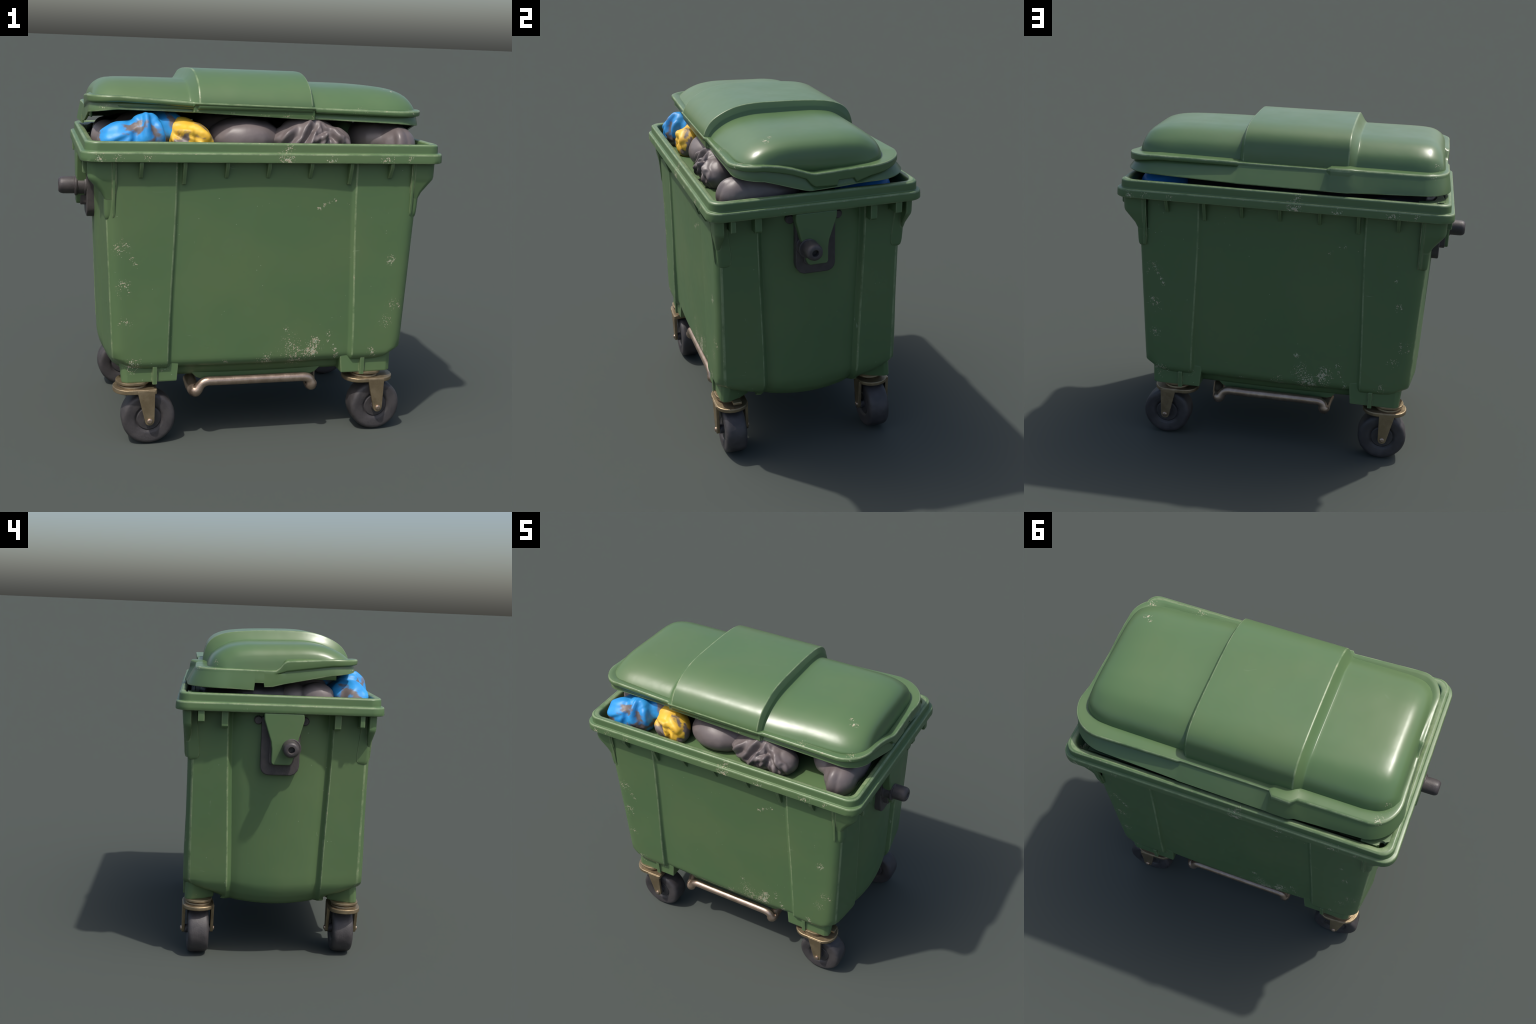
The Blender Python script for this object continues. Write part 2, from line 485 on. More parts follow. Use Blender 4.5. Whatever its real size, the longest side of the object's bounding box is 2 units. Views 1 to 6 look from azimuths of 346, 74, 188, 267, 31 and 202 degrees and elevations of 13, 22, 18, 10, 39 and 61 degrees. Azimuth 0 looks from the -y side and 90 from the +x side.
# ribs under the rim -----------------------------------------------
def rib_mesh(depth, drop, width):
    bm = bmesh.new()
    prism(bm, [(0.012, 0), (-depth, 0), (-depth, -0.024), (-0.012, -drop - 0.015), (0.012, -drop - 0.019)], 'x', -width / 2, width / 2, 0.0035, 2)
    return bm
ribs = [(-0.630, 0.066), (-0.4215, 0.098), (-0.2145, 0.066), (-0.006, 0.066), (0.2090, 0.066), (0.416, 0.098), (0.628, 0.066)]
short = long_ = None
for x, drop in ribs:
    for sgn in (-1, 1):
        key = 'l' if drop > 0.08 else 's'
        src = long_ if key == 'l' else short
        if src is None:
            ob = finish(rib_mesh(0.042, drop, 0.019), "rib", M_BODY, root)
            if key == 'l':
                long_ = ob
            else:
                short = ob
        else:
            ob = src.copy()
            SC.collection.objects.link(ob)
        # the mid panel is recessed, so ribs there start deeper
        y = YC + sgn * (HY - (0.008 if abs(x) < 0.44 else 0.0))
        ob.matrix_local = Matrix.Translation((-x * sgn, y, 1.458)) @ Matrix.Rotation(0 if sgn < 0 else math.pi, 4, 'Z')

# drop ribs on the end walls
short = None
for sx in (-1, 1):
    for (y, w, bot, ext) in ((-0.446, 0.026, 1.388, 0.900), (-0.314, 0.037, 1.366, 0.884), (0.302, 0.037, 1.362, 0.884), (0.430, 0.036, 1.394, 0.905)):
        bm = bmesh.new()
        if w < 0.03 or y > 0.4:
            prism(bm, [(0.76, 1.460), (ext, 1.460), (ext, bot + 0.004), (ext - 0.008, bot), (0.82, bot), (0.76, bot - 0.05)], 'y', y - w / 2, y + w / 2, 0.004)
        else:
            prism(bm, [(0.76, 1.460), (ext, 1.460), (ext, bot + 0.012), (ext - 0.012, bot), (0.76, bot - 0.004)], 'y', y - w / 2, y + w / 2, 0.004)
        if sx < 0:
            bmesh.ops.transform(bm, matrix=Matrix.Scale(-1, 4, (1, 0, 0)), verts=bm.verts)
        finish(bm, "rib", M_BODY, root)

# corner brackets: pocket plate on the end wall, wedge under the rim and a fin on the long wall
def corner_bracket():
    bm = bmesh.new()
    # pocket plate, seen from the end
    w0, w1 = -0.530, -0.432
    def block(levels, r):
        """stack of plan rectangles (x outer, y outer, y inner, z) with the outer corner rounded"""
        rings = []
        for xo, yo, yi, z, rr in levels:
            ring = [(0.745, yi, z), (0.745, yo, z)]
            for k in range(7):
                a = math.radians(90 * k / 6)
                ring.append((xo - rr + rr * math.sin(a), yo + rr - rr * math.cos(a), z))
            ring.append((xo, yi - 0.004, z))
            ring.append((xo - 0.004, yi, z))
            rings.append(ring)
        loft(bm, rings, True, True, True)
    # pocket plate hugging the corner
    block([(0.812, -0.518, -0.452, 1.460, .02), (0.809, -0.516, -0.450, 1.38, .02), (0.804, -0.512, -0.442, 1.30, .02), (0.801, -0.509, -0.435, 1.23, .02),
           (0.800, -0.507, -0.434, 1.205, .02), (0.799, -0.505, -0.437, 1.190, .02), (0.797, -0.501, -0.446, 1.177, .018), (0.792, -0.494, -0.460, 1.171, .012)], 0.02)
    # wedge below the rim corner
    block([(0.880, -0.531, -0.484, 1.460, .042), (0.879, -0.530, -0.484, 1.382, .042), (0.875, -0.529, -0.484, 1.368, .042), (0.867, -0.527, -0.485, 1.358, .040),
           (0.830, -0.520, -0.487, 1.316, .03), (0.818, -0.517, -0.489, 1.303, .025), (0.800, -0.512, -0.492, 1.272, .015)], 0.04)
    # thin fin edge on the long wall
    prism(bm, [(-0.48, 1.460), (-0.537, 1.460), (-0.534, 1.40), (-0.525, 1.30), (-0.519, 1.20), (-0.513, 1.180), (-0.48, 1.174)], 'x', 0.750, 0.764, 0.004)
    return bm
for sx in (1, -1):
    for sy in (1, -1):
        bm = corner_bracket()
        M = Matrix.Diagonal((sx, sy, 1, 1))
        M.translation = Vector((0, YC + 0.008 if sy < 0 else YC + 0.0, 0)) if sy < 0 else Vector((0, -0.002, 0))
        bmesh.ops.transform(bm, matrix=M, verts=bm.verts)
        finish(bm, "corner_bracket", M_BODY, root, 40)

# caster feet moulded below the columns
def foot():
    bm = bmesh.new()
    # boxy skirt with outward-leaning sides, built for the +x, -y corner
    top = [(0.425, -0.500), (0.690, -0.500), (0.714, -0.482), (0.728, -0.452), (0.700, -0.375), (0.66, -0.33), (0.425, -0.33)]
    bot = [(0.437, -0.508), (0.688, -0.508), (0.712, -0.495), (0.715, -0.470), (0.69, -0.40), (0.65, -0.34), (0.437, -0.34)]
    rings = []
    for t in (0.0, 0.1, 0.4, 0.75, 0.93, 1.0):
        z = lerp(0.47, 0.338, t)
        rings.append([(lerp(a[0], b[0], t), lerp(a[1], b[1], t), z) for a, b in zip(top, bot)])
    V = loft(bm, rings, True, True, True)
    bmesh.ops.recalc_face_normals(bm, faces=bm.faces)
    es = [e for e in bm.edges if e.calc_face_angle(0) > 0.45]
    bmesh.ops.bevel(bm, geom=es, offset=0.006, segments=2, profile=0.5, affect='EDGES', clamp_overlap=True)
    # small rib on the face of the foot
    box(bm, 0.538, 0.562, -0.519, -0.49, 0.328, 0.425, 0.004)
    return bm
for sx in (1, -1):
    for sy in (1, -1):
        bm = foot()
        M = Matrix.Diagonal((sx, sy, 1, 1))
        M.translation = Vector((0, 0, 0)) if sy > 0 else Vector((0, -0.012, 0))
        bmesh.ops.transform(bm, matrix=M, verts=bm.verts)
        finish(bm, "caster_foot", M_BODY, root)

# keel-shaped belly between the feet
bm = bmesh.new()
prism(bm, [(-0.395, 0.43), (0.385, 0.43), (0.375, 0.385), (0.315, 0.325), (0.29, 0.316), (-0.30, 0.316), (-0.325, 0.325), (-0.385, 0.385)], 'y', -0.437, 0.415, 0.008)
finish(bm, "belly", M_BODY, root)

# ------------------------------------------------------------------ lid
DOME = [(0.418, 1.60), (0.412, 1.660), (0.395, 1.715), (0.362, 1.758), (0.29, 1.800), (0.20, 1.8165), (0.107, 1.8205), (-0.02, 1.8235),
        (-0.133, 1.8245), (-0.20, 1.819), (-0.263, 1.806), (-0.325, 1.780), (-0.375, 1.745), (-0.402, 1.712), (-0.408, 1.703), (-0.408, 1.694)]
HOOD = [(0.441, 1.60), (0.435, 1.680), (0.424, 1.745), (0.402, 1.797), (0.360, 1.833), (0.29, 1.857), (0.20, 1.869), (0.10, 1.876),
        (-0.02, 1.880), (-0.10, 1.8815), (-0.18, 1.879), (-0.255, 1.866), (-0.32, 1.842), (-0.380, 1.806), (-0.417, 1.760), (-0.432, 1.724), (-0.433, 1.71), (-0.433, 1.695)]
NP = 72
dome_p, hood_p = catmull(DOME, NP), catmull(HOOD, NP)

def dome_section(xs):
    """end-rounded dome profile at station xs (the right end runs a centimetre further out)"""
    x = xs
    out_x = xs + 0.006 * smooth(0.5, 0.8, xs) + 0.012 * smooth(-0.75, -0.85, xs)
    if x > 0:
        sh = soft([(0.44, 1), (0.52, 0.996), (0.58, 0.985), (0.64, 0.965), (0.69, 0.935), (0.735, 0.885), (0.77, 0.82), (0.797, 0.73), (0.816, 0.59), (0.828, 0.38), (0.835, 0.12), (0.838, -0.3)], x)
        sy = soft([(0.64, 1), (0.69, 0.992), (0.73, 0.975), (0.765, 0.945), (0.79, 0.91), (0.81, 0.865), (0.825, 0.80), (0.835, 0.72), (0.838, 0.68)], x)
    else:
        sh = soft([(-0.862, -0.3), (-0.858, 0.12), (-0.850, 0.42), (-0.838, 0.62), (-0.815, 0.79), (-0.785, 0.90), (-0.75, 0.965), (-0.70, 0.99), (-0.62, 1)], x)
        sy = soft([(-0.862, 0.72), (-0.858, 0.75), (-0.845, 0.83), (-0.825, 0.89), (-0.795, 0.94), (-0.75, 0.98), (-0.69, 1)], x)
    tilt = -0.008 * x
    pts = []
    for p in dome_p:
        zb = lerp(1.68, 1.712, smooth(0.2, -0.40, p.x))
        z = p.y if p.y < zb else zb + (p.y - zb) * max(sh, 0.0) + min(sh, 0) * 0.03
        k = 1 - min(1, max(0, (1.72 - p.y) / 0.12)) * 0.0
        if p.x < 0 and x > 0.45 and p.y < 1.705:
            z -= 0.05 * smooth(0.45, 0.70, x) * smooth(1.708, 1.694, p.y)
        if p.x < 0:          # the right dome sits further back from the front lip
            k = 1 - 0.055 * smooth(0.28, 0.60, x)
        pts.append((out_x, p.x * sy * k, z + tilt * smooth(1.60, 1.70, p.y) * lerp(0.3, 1, smooth(0.15, -0.25, p.x))))
    return pts

def blend(x, f):
    a = dome_section(x)
    tilt = -0.012 * x
    return [(x, lerp(q[1], p.x, f), lerp(q[2], p.y + tilt * 0.4, f)) for q, p in zip(a, hood_p)]

stations = []
for x in [-0.862, -0.860, -0.858, -0.854, -0.850, -0.844, -0.838, -0.827, -0.815, -0.80, -0.785, -0.768, -0.75, -0.72, -0.69, -0.65, -0.58, -0.50, -0.43, -0.392]:
    stations.append(dome_section(x))
for x, f in [(-0.380, 0.0), (-0.376, 0.03), (-0.370, 0.12), (-0.358, 0.42), (-0.346, 0.76), (-0.3395, 0.95), (-0.336, 0.99), (-0.331, 1.0), (-0.29, 1), (-0.22, 1), (-0.12, 1), (0.0, 1), (0.12, 1), (0.19, 1), (0.2275, 1), (0.2310, 0.985), (0.2340, 0.94), (0.2440, 0.58), (0.2480, 0.46), (0.2500, 0.36), (0.2535, 0.06), (0.2555, 0.01), (0.261, 0.0)]:
    stations.append(blend(x, f))
for x in [0.30, 0.38, 0.45, 0.50, 0.55, 0.60, 0.64, 0.67, 0.70, 0.725, 0.75, 0.77, 0.785, 0.80, 0.81, 0.818, 0.825, 0.830, 0.834, 0.836, 0.838]:
    stations.append(dome_section(x))
stations.insert(0, [(x, y, min(z, 1.64)) for x, y, z in stations[0]])
stations.append([(x, y, min(z, 1.640)) for x, y, z in stations[-1]])
bm = bmesh.new()
crest = [k for k, (a, b) in enumerate(zip(stations, stations[1:])) if (-0.341 < a[0][0] < -0.3325) or (0.2270 < a[0][0] < 0.2335)]
loft(bm, stations, False, slot=lambda k, i: 1 if k in crest and 4 < i < NP - 3 else 0)
lid = finish(bm, "lid", (M_LID, M_LID_EDGE), root, 38, True)
mod = lid.modifiers.new("shell", 'SOLIDIFY')
mod.thickness = 0.008
mod.offset = -1

# lid skirt: ledge, rolled lip and flaring apron all the way round
#        key     zt      zb      zbot    lip     skirt   apron    (lip/skirt/apron: outward from the dome base)
F, R, B, L = 'front', 'right', 'back', 'left'
skirt_keys = [
    (F, -0.72, 1.753, 1.723, 1.686, 0.019, -0.006, 0.004), (F, -0.50, 1.740, 1.713, 1.682, 0.019, -0.006, 0.004),
    (F, -0.368, 1.732, 1.705, 1.678, 0.019, -0.005, 0.004), (F, -0.360, 1.730, 1.716, 1.680, 0.034, 0.026, 0.024),
    (F, 0.246, 1.718, 1.704, 1.654, 0.034, 0.026, 0.024), (F, 0.258, 1.716, 1.688, 1.656, 0.021, -0.004, 0.008),
    (F, 0.70, 1.706, 1.677, 1.640, 0.021, -0.004, 0.008),
    (R, -0.27, 1.708, 1.676, 1.622, 0.030, 0.012, 0.022), (R, -0.20, 1.700, 1.664, 1.602, 0.035, 0.015, 0.030), (R, -0.13, 1.684, 1.648, 1.580, 0.042, 0.020, 0.036),
    (R, -0.060, 1.660, 1.622, 1.560, 0.049, 0.028, 0.042), (R, -0.035, 1.652, 1.592, 1.556, 0.052, 0.032, 0.043), (R, -0.014, 1.649, 1.577, 1.557, 0.053, 0.034, 0.043),
    (R, 0.10, 1.653, 1.574, 1.562, 0.053, 0.034, 0.043), (R, 0.107, 1.654, 1.600, 1.562, 0.053, 0.034, 0.043), (R, 0.190, 1.657, 1.603, 1.568, 0.052, 0.034, 0.043),
    (R, 0.206, 1.659, 1.581, 1.570, 0.052, 0.034, 0.043), (R, 0.28, 1.664, 1.610, 1.577, 0.061, 0.038, 0.058),
    (B, 0.700, 1.683, 1.655, 1.582, 0.067, 0.044, 0.098), (B, 0.262, 1.679, 1.652, 1.570, 0.056, 0.046, 0.108), (B, 0.250, 1.676, 1.658, 1.570, 0.046, 0.050, 0.111),
    (B, -0.225, 1.676, 1.660, 1.568, 0.046, 0.051, 0.115), (B, -0.250, 1.690, 1.650, 1.568, 0.080, 0.088, 0.117), (B, -0.345, 1.692, 1.650, 1.568, 0.083, 0.091, 0.118), (B, -0.375, 1.684, 1.662, 1.568, 0.050, 0.060, 0.106),
    (B, -0.740, 1.684, 1.662, 1.580, 0.048, 0.058, 0.095),
    (L, 0.27, 1.684, 1.664, 1.576, 0.020, 0.024, 0.036), (L, 0.152, 1.682, 1.664, 1.570, 0.018, 0.020, 0.026), (L, 0.148, 1.682, 1.664, 1.611, 0.018, 0.020, 0.026),
    (L, 0.100, 1.681, 1.664, 1.611, 0.018, 0.020, 0.024), (L, 0.096, 1.681, 1.664, 1.590, 0.018, 0.020, 0.024), (L, 0.05, 1.682, 1.660, 1.592, 0.016, 0.020, 0.022),
    (L, 0.034, 1.684, 1.661, 1.597, 0.017, 0.019, 0.021), (L, 0.014, 1.698, 1.664, 1.602, 0.018, 0.017, 0.020), (L, -0.006, 1.724, 1.670, 1.607, 0.021, 0.015, 0.018), (L, -0.024, 1.735, 1.677, 1.611, 0.023, 0.014, 0.018), (L, -0.27, 1.752, 1.712, 1.662, 0.024, 0.012, 0.020),
]
CX0, CX1, CY0, CY1 = -0.74, 0.70, -0.27, 0.28        # corner centres shared by all rings
BX0, BX1, BY0, BY1 = -0.844, 0.836, -0.402, 0.418     # dome foot
sides = {F: [], R: [], B: [], L: []}
for k in skirt_keys:
    sides[k[0]].append(k)
def dense(side):
    ks = sides[side]
    out = []
    for a, b in zip(ks, ks[1:]):
        n = max(1, int(abs(b[1] - a[1]) / 0.06))
        for i in range(n):
            out.append((a[1] + (b[1] - a[1]) * i / n, [lerp(p, q, i / n) for p, q in zip(a[2:], b[2:])]))
    out.append((ks[-1][1], list(ks[-1][2:])))
    return out
path = []     # (function off -> (x, y), values)
def straight(side, c, off):
    return {F: (c, BY0 - off), R: (BX1 + off, c), B: (c, BY1 + off), L: (BX0 - off, c)}[side]
order = [F, R, B, L]
corners = {F: (CX1, CY0, -90), R: (CX1, CY1, 0), B: (CX0, CY1, 90), L: (CX0, CY0, 180)}
for i, s in enumerate(order):
    D = dense(s)
    for c, v in D:
        path.append((('s', s, c), v))
    nx = dense(order[(i + 1) % 4])
    for k in range(1, 12):
        t = k / 12
        path.append((('c', corners[s], t), [lerp(p, q, t) for p, q in zip(D[-1][1], nx[0][1])]))
def place(loc, off):
    if loc[0] == 's':
        return straight(loc[1], loc[2], off)
    (cx, cy, a0), t = loc[1], loc[2]
    a = math.radians(a0 + 90 * t)
    rx = (BX1 - cx if cx > 0 else cx - BX0) + off
    ry = (BY1 - cy if cy > 0 else cy - BY0) + off
    return cx + rx * math.cos(a), cy + ry * math.sin(a)
def loc_rise(loc):
    """on the front half of the left end the ledge melts into the dome"""
    if loc[0] == 's':
        return 0.030 * smooth(-0.25, -0.08, loc[2]) if loc[1] == L and loc[2] < 0 else 0.0
    return 0.0
cols = []
for loc, (zt, zb, zbot, ol, os_, ob) in path:
    h = zt - zb
    r = min(0.009, h * 0.4)
    rise = loc_rise(loc)
    prof = [(-0.050 - rise * 0.4, zt - 0.016 + rise * 0.6), (-0.010, zt + 0.001 + rise * 0.35), (ol - 0.016, zt), (ol - r * 0.8, zt - 0.0005), (ol - r * 0.25, zt - r * 0.3), (ol, zt - r),
            (ol, zb + r), (ol - r * 0.3, zb + r * 0.3), (ol - r, zb), (os_, zb - 0.002), (lerp(os_, ob, 0.5), lerp(zb, zbot, 0.45)), (ob, zbot + 0.006), (ob - 0.002, zbot + 0.001), (ob - 0.006, zbot),
            (ob - 0.014, zbot + 0.001), (os_ - 0.016, zb - 0.004), (-0.050, zt - 0.028)]
    if os_ > ol:             # no rolled lip here: the ledge curves straight down into the apron
        h = zt - zb
        prof[2:9] = [(ol - 0.010, zt - 0.0005), (ol - 0.002, zt - 0.002), (lerp(ol, os_, 0.3), zt - h * 0.22), (lerp(ol, os_, 0.55), zt - h * 0.45),
                     (lerp(ol, os_, 0.75), zt - h * 0.68), (lerp(ol, os_, 0.9), zt - h * 0.88), (os_, zb - 0.002)]
        prof.insert(9, (lerp(os_, ob, 0.2), lerp(zb, zbot, 0.15)))
        del prof[9]
    cols.append([(*place(loc, o), z) for o, z in prof])
bm = bmesh.new()
loft(bm, cols, True, wrap=True, slot=lambda k, i: 1 if i in (3, 4, 11, 12) else 0)
skirt = finish(bm, "lid_skirt", (M_LID, M_LID_EDGE), lid, 48)

# ------------------------------------------------------------------ lifting pins on both end walls
def lifting_pin(sx):
    bm = bmesh.new()
    z0 = 1.106
    plate = [(-0.115, 1.43), (-0.115, 1.160), (-0.108, 1.135), (-0.092, 1.116), (-0.070, 1.107), (0.060, 1.107), (0.080, 1.114), (0.094, 1.131), (0.100, 1.152), (0.100, 1.43)]
    prism(bm, plate, 'x', 0.79, 0.860, 0.007, 3)
    inner = [(-0.080, 1.40), (-0.080, 1.19), (-0.068, 1.168), (0.042, 1.168), (0.056, 1.185), (0.056, 1.40)]
    prism(bm, inner, 'x', 0.83, 0.890, 0.005)
    for y in (-0.138, 0.118):
        lathe(bm, [(0, 0.024), (0.026, 0.024), (0.034, 0.018)], (0.815, y, 1.408), 'x', 24)
    if sx < 0:
        bmesh.ops.transform(bm, matrix=Matrix.Scale(-1, 4, (1, 0, 0)), verts=bm.verts)
    base = finish(bm, "pin_mount", M_DARK, root)
    bm = bmesh.new()
    g = [(-0.126, 1.456), (0.092, 1.456), (0.090, 1.42), (0.050, 1.30), (0.044, 1.26), (0.044, 1.184), (0.035, 1.173), (-0.055, 1.173), (-0.066, 1.182), (-0.090, 1.25), (-0.096, 1.30), (-0.128, 1.42)]
    prism(bm, g, 'x', 0.845, 0.910, 0.007, 3)
    if sx < 0:
        bmesh.ops.transform(bm, matrix=Matrix.Scale(-1, 4, (1, 0, 0)), verts=bm.verts)
    finish(bm, "pin_shield", M_BODY, base)
    bm = bmesh.new()
    lathe(bm, [(0.850, 0.050), (0.862, 0.052), (0.868, 0.050), (0.870, 0.044), (0.902, 0.044), (0.905, 0.050), (0.911, 0.0515), (0.916, 0.051), (0.919, 0.046)],
          (0, -0.064, 1.268), 'x', 40)
    lathe(bm, [(0.860, 0.043), (0.910, 0.0445), (0.960, 0.0445), (0.978, 0.044), (0.988, 0.0415), (0.9955, 0.037), (1.0, 0.030), (1.0, 0.0195), (0.996, 0.0165), (0.972, 0.015)],
          (0, -0.055, 1.270), 'x', 40)
    if sx < 0:
        bmesh.ops.transform(bm, matrix=Matrix.Scale(-1, 4, (1, 0, 0)), verts=bm.verts)
    finish(bm, "pin", M_DARK, base)
for sx in (1, -1):
    lifting_pin(sx)

# ------------------------------------------------------------------ casters
WR = 0.1375
def stadium(x0, x1, hy, n=10):
    pts = []
    r = hy
    for k in range(n + 1):
        a = math.radians(-90 + 180 * k / n)
        pts.append((x1 - r * 0.9 + r * 0.9 * math.cos(a), r * math.sin(a)))
    for k in range(n + 1):
        a = math.radians(90 + 180 * k / n)
        pts.append((x0 + r * 0.9 + r * 0.9 * math.cos(a), r * math.sin(a)))
    return pts

wheel_me = fork_me = None
def caster(cx, cy, trail, x0, x1, square=False, yaw=0):
    """swivel plate, forked legs, wheel. Built around the swivel axis; the wheel trails in +x."""
    global wheel_me, fork_me
    M = Matrix.Translation((cx, cy, 0)) @ Matrix.Rotation(math.radians(yaw), 4, 'Z') @ Matrix.Diagonal((1 if trail >= 0 else -1, 1, 1, 1))
    t = abs(trail)
    bm = bmesh.new()
    # mounting plate and swivel bearing
    prism(bm, stadium(-0.085, 0.090, 0.078), 'z', 0.325, 0.339, 0.003)
    if cx > 0 and cy < 0:          # bent lock tab beside one front wheel
        box(bm, 0.095, 0.140, -0.005, 0.045, 0.322, 0.338, 0.004)
    lathe(bm, [(0.303, 0.070), (0.309, 0.074), (0.316, 0.072), (0.320, 0.064), (0.330, 0.064)], (0, 0, 0), 'z', 36)
    # fork crown: rounded plate reaching forward over the wheel
    crown = stadium(x0 - cx, x1 - cx, 0.090)
    if square:
        crown = [p for p in crown if p[0] < x1 - cx - 0.085] 
        n = len(crown) // 2
        crown = [(x1 - cx - 0.005, -0.090), (x1 - cx, -0.085), (x1 - cx, 0.085), (x1 - cx - 0.005, 0.090)] + crown
    prism(bm, crown, 'z', 0.282, 0.306, 0.006, 3)
    bmesh.ops.transform(bm, matrix=M, verts=bm.verts)
    base = finish(bm, "caster", M_BRASS, root)
    # legs
    bm = bmesh.new()
    leg = [(t - 0.062, 0.300), (t - 0.056, 0.272), (t - 0.022, 0.130)]
    for k in range(1, 8):
        a = math.radians(195 + 160 * k / 8)
        leg.append((t + 0.0235 * math.cos(a), 0.138 + 0.0235 * math.sin(a)))
    leg += [(t + 0.0245, 0.140), (t + 0.0265, 0.272), (t + 0.028, 0.300)]
    for y0, y1 in ((-0.092, -0.074), (0.074, 0.092)):
        prism(bm, leg, 'y', y0, y1, 0.003)
    bmesh.ops.transform(bm, matrix=M, verts=bm.verts)
    finish(bm, "fork", M_BRASS, base)
    # axle with domed bolt heads
    bm = bmesh.new()
    lathe(bm, [(-0.101, 0.006), (-0.100, 0.010), (-0.097, 0.0135), (-0.0915, 0.0145), (-0.0915, 0.009), (0.0915, 0.009), (0.0915, 0.0145), (0.097, 0.0135), (0.100, 0.010), (0.101, 0.006)],
          (t, 0, WR + 0.002), 'y', 20)
    bmesh.ops.transform(bm, matrix=M, verts=bm.verts)
    finish(bm, "axle", M_BAR, base)
    # wheel: tyre with shoulder and stepped hub
    if wheel_me is None:
        bm = bmesh.new()
        half = [(0.052, 0.0), (0.052, 0.050), (0.0525, 0.057), (0.050, 0.0615), (0.048, 0.064), (0.051, 0.0675), (0.056, 0.073), (0.0585, 0.080), (0.0600, 0.095), (0.0605, 0.110), (0.0595, 0.1195), (0.0565, 0.1265), (0.0510, 0.1320), (0.0440, 0.1355), (0.034, 0.1370), (0.015, WR)]
        prof = [(-h, max(r, 0.004)) for h, r in half] + [(h, max(r, 0.004)) for h, r in half[::-1]]
        lathe(bm, prof, (0, 0, 0), 'y', 64)
        for sgn in (-1, 1):
            lathe(bm, [(sgn * 0.05, 0.026), (sgn * 0.070, 0.026), (sgn * 0.076, 0.022), (sgn * 0.080, 0.020)], (0, 0, 0), 'y', 28)
        w = finish(bm, "wheel", M_RUBBER, base, 32)
        wheel_me = w.data
    else:
        w = bpy.data.objects.new("wheel", wheel_me)
        SC.collection.objects.link(w)
        w.parent = base
    p = M @ Vector((t, 0, WR))
    w.matrix_local = Matrix.Translation(p) @ Matrix.Rotation(math.radians(yaw), 4, 'Z')
caster(-0.655, -0.440, 0.080, -0.755, -0.538, True)
caster(0.590, -0.440, 0.060, 0.470, 0.745)
caster(0.585, 0.411, 0.055, 0.458, 0.715)
caster(-0.655, 0.415, 0.025, -0.760, -0.510, False, 4)

# ------------------------------------------------------------------ foot bars front and back
def arc(p0, p1, p2, n=7):
    """quadratic bend"""
    p0, p1, p2 = map(Vector, (p0, p1, p2))
    return [p0.lerp(p1, t / n).lerp(p1.lerp(p2, t / n), t / n) for t in range(n + 1)]
for sy in (-1, 1):
    y, yi = (-0.468, -0.36) if sy < 0 else (0.452, 0.345)
    pts = [(-0.350, yi, 0.298), (-0.345, lerp(yi, y, 0.5), 0.272)]
    pts += arc((-0.340, lerp(yi, y, 0.62), 0.266), (-0.338, y, 0.254), (-0.318, y, 0.274))
    pts += arc((-0.308, y, 0.292), (-0.288, y, 0.318), (-0.255, y, 0.314))
    pts += [(x, y, 0.313) for x in (-0.15, -0.05, 0.05, 0.15)]
    pts += arc((0.235, y, 0.312), (0.275, y, 0.312), (0.283, y, 0.290))
    pts += arc((0.286, y, 0.282), (0.292, y, 0.256), (0.290, lerp(y, yi, 0.4), 0.268))
    pts += [(0.296, lerp(y, yi, 0.7), 0.284), (0.306, yi, 0.300)]
    if sy > 0:
        pts = [(-x, yy, z) for x, yy, z in pts][::-1]
    bm = bmesh.new()
    tube(bm, pts, lambda s: 0.0240 + 0.009 * (1 - smooth(0.16, 0.26, s) * smooth(0.84, 0.74, s)), 18)
    for cx in (-0.21, 0.18):
        box(bm, cx - 0.06, cx + 0.05, min(yi, yi - sy * 0.11), max(yi, yi - sy * 0.11), 0.262, 0.285, 0.008, 3)
        box(bm, cx - 0.03, cx + 0.02, min(yi, yi - sy * 0.08), max(yi, yi - sy * 0.08), 0.28, 0.325, 0.004)
    finish(bm, "foot_bar", M_BAR, root, 50)

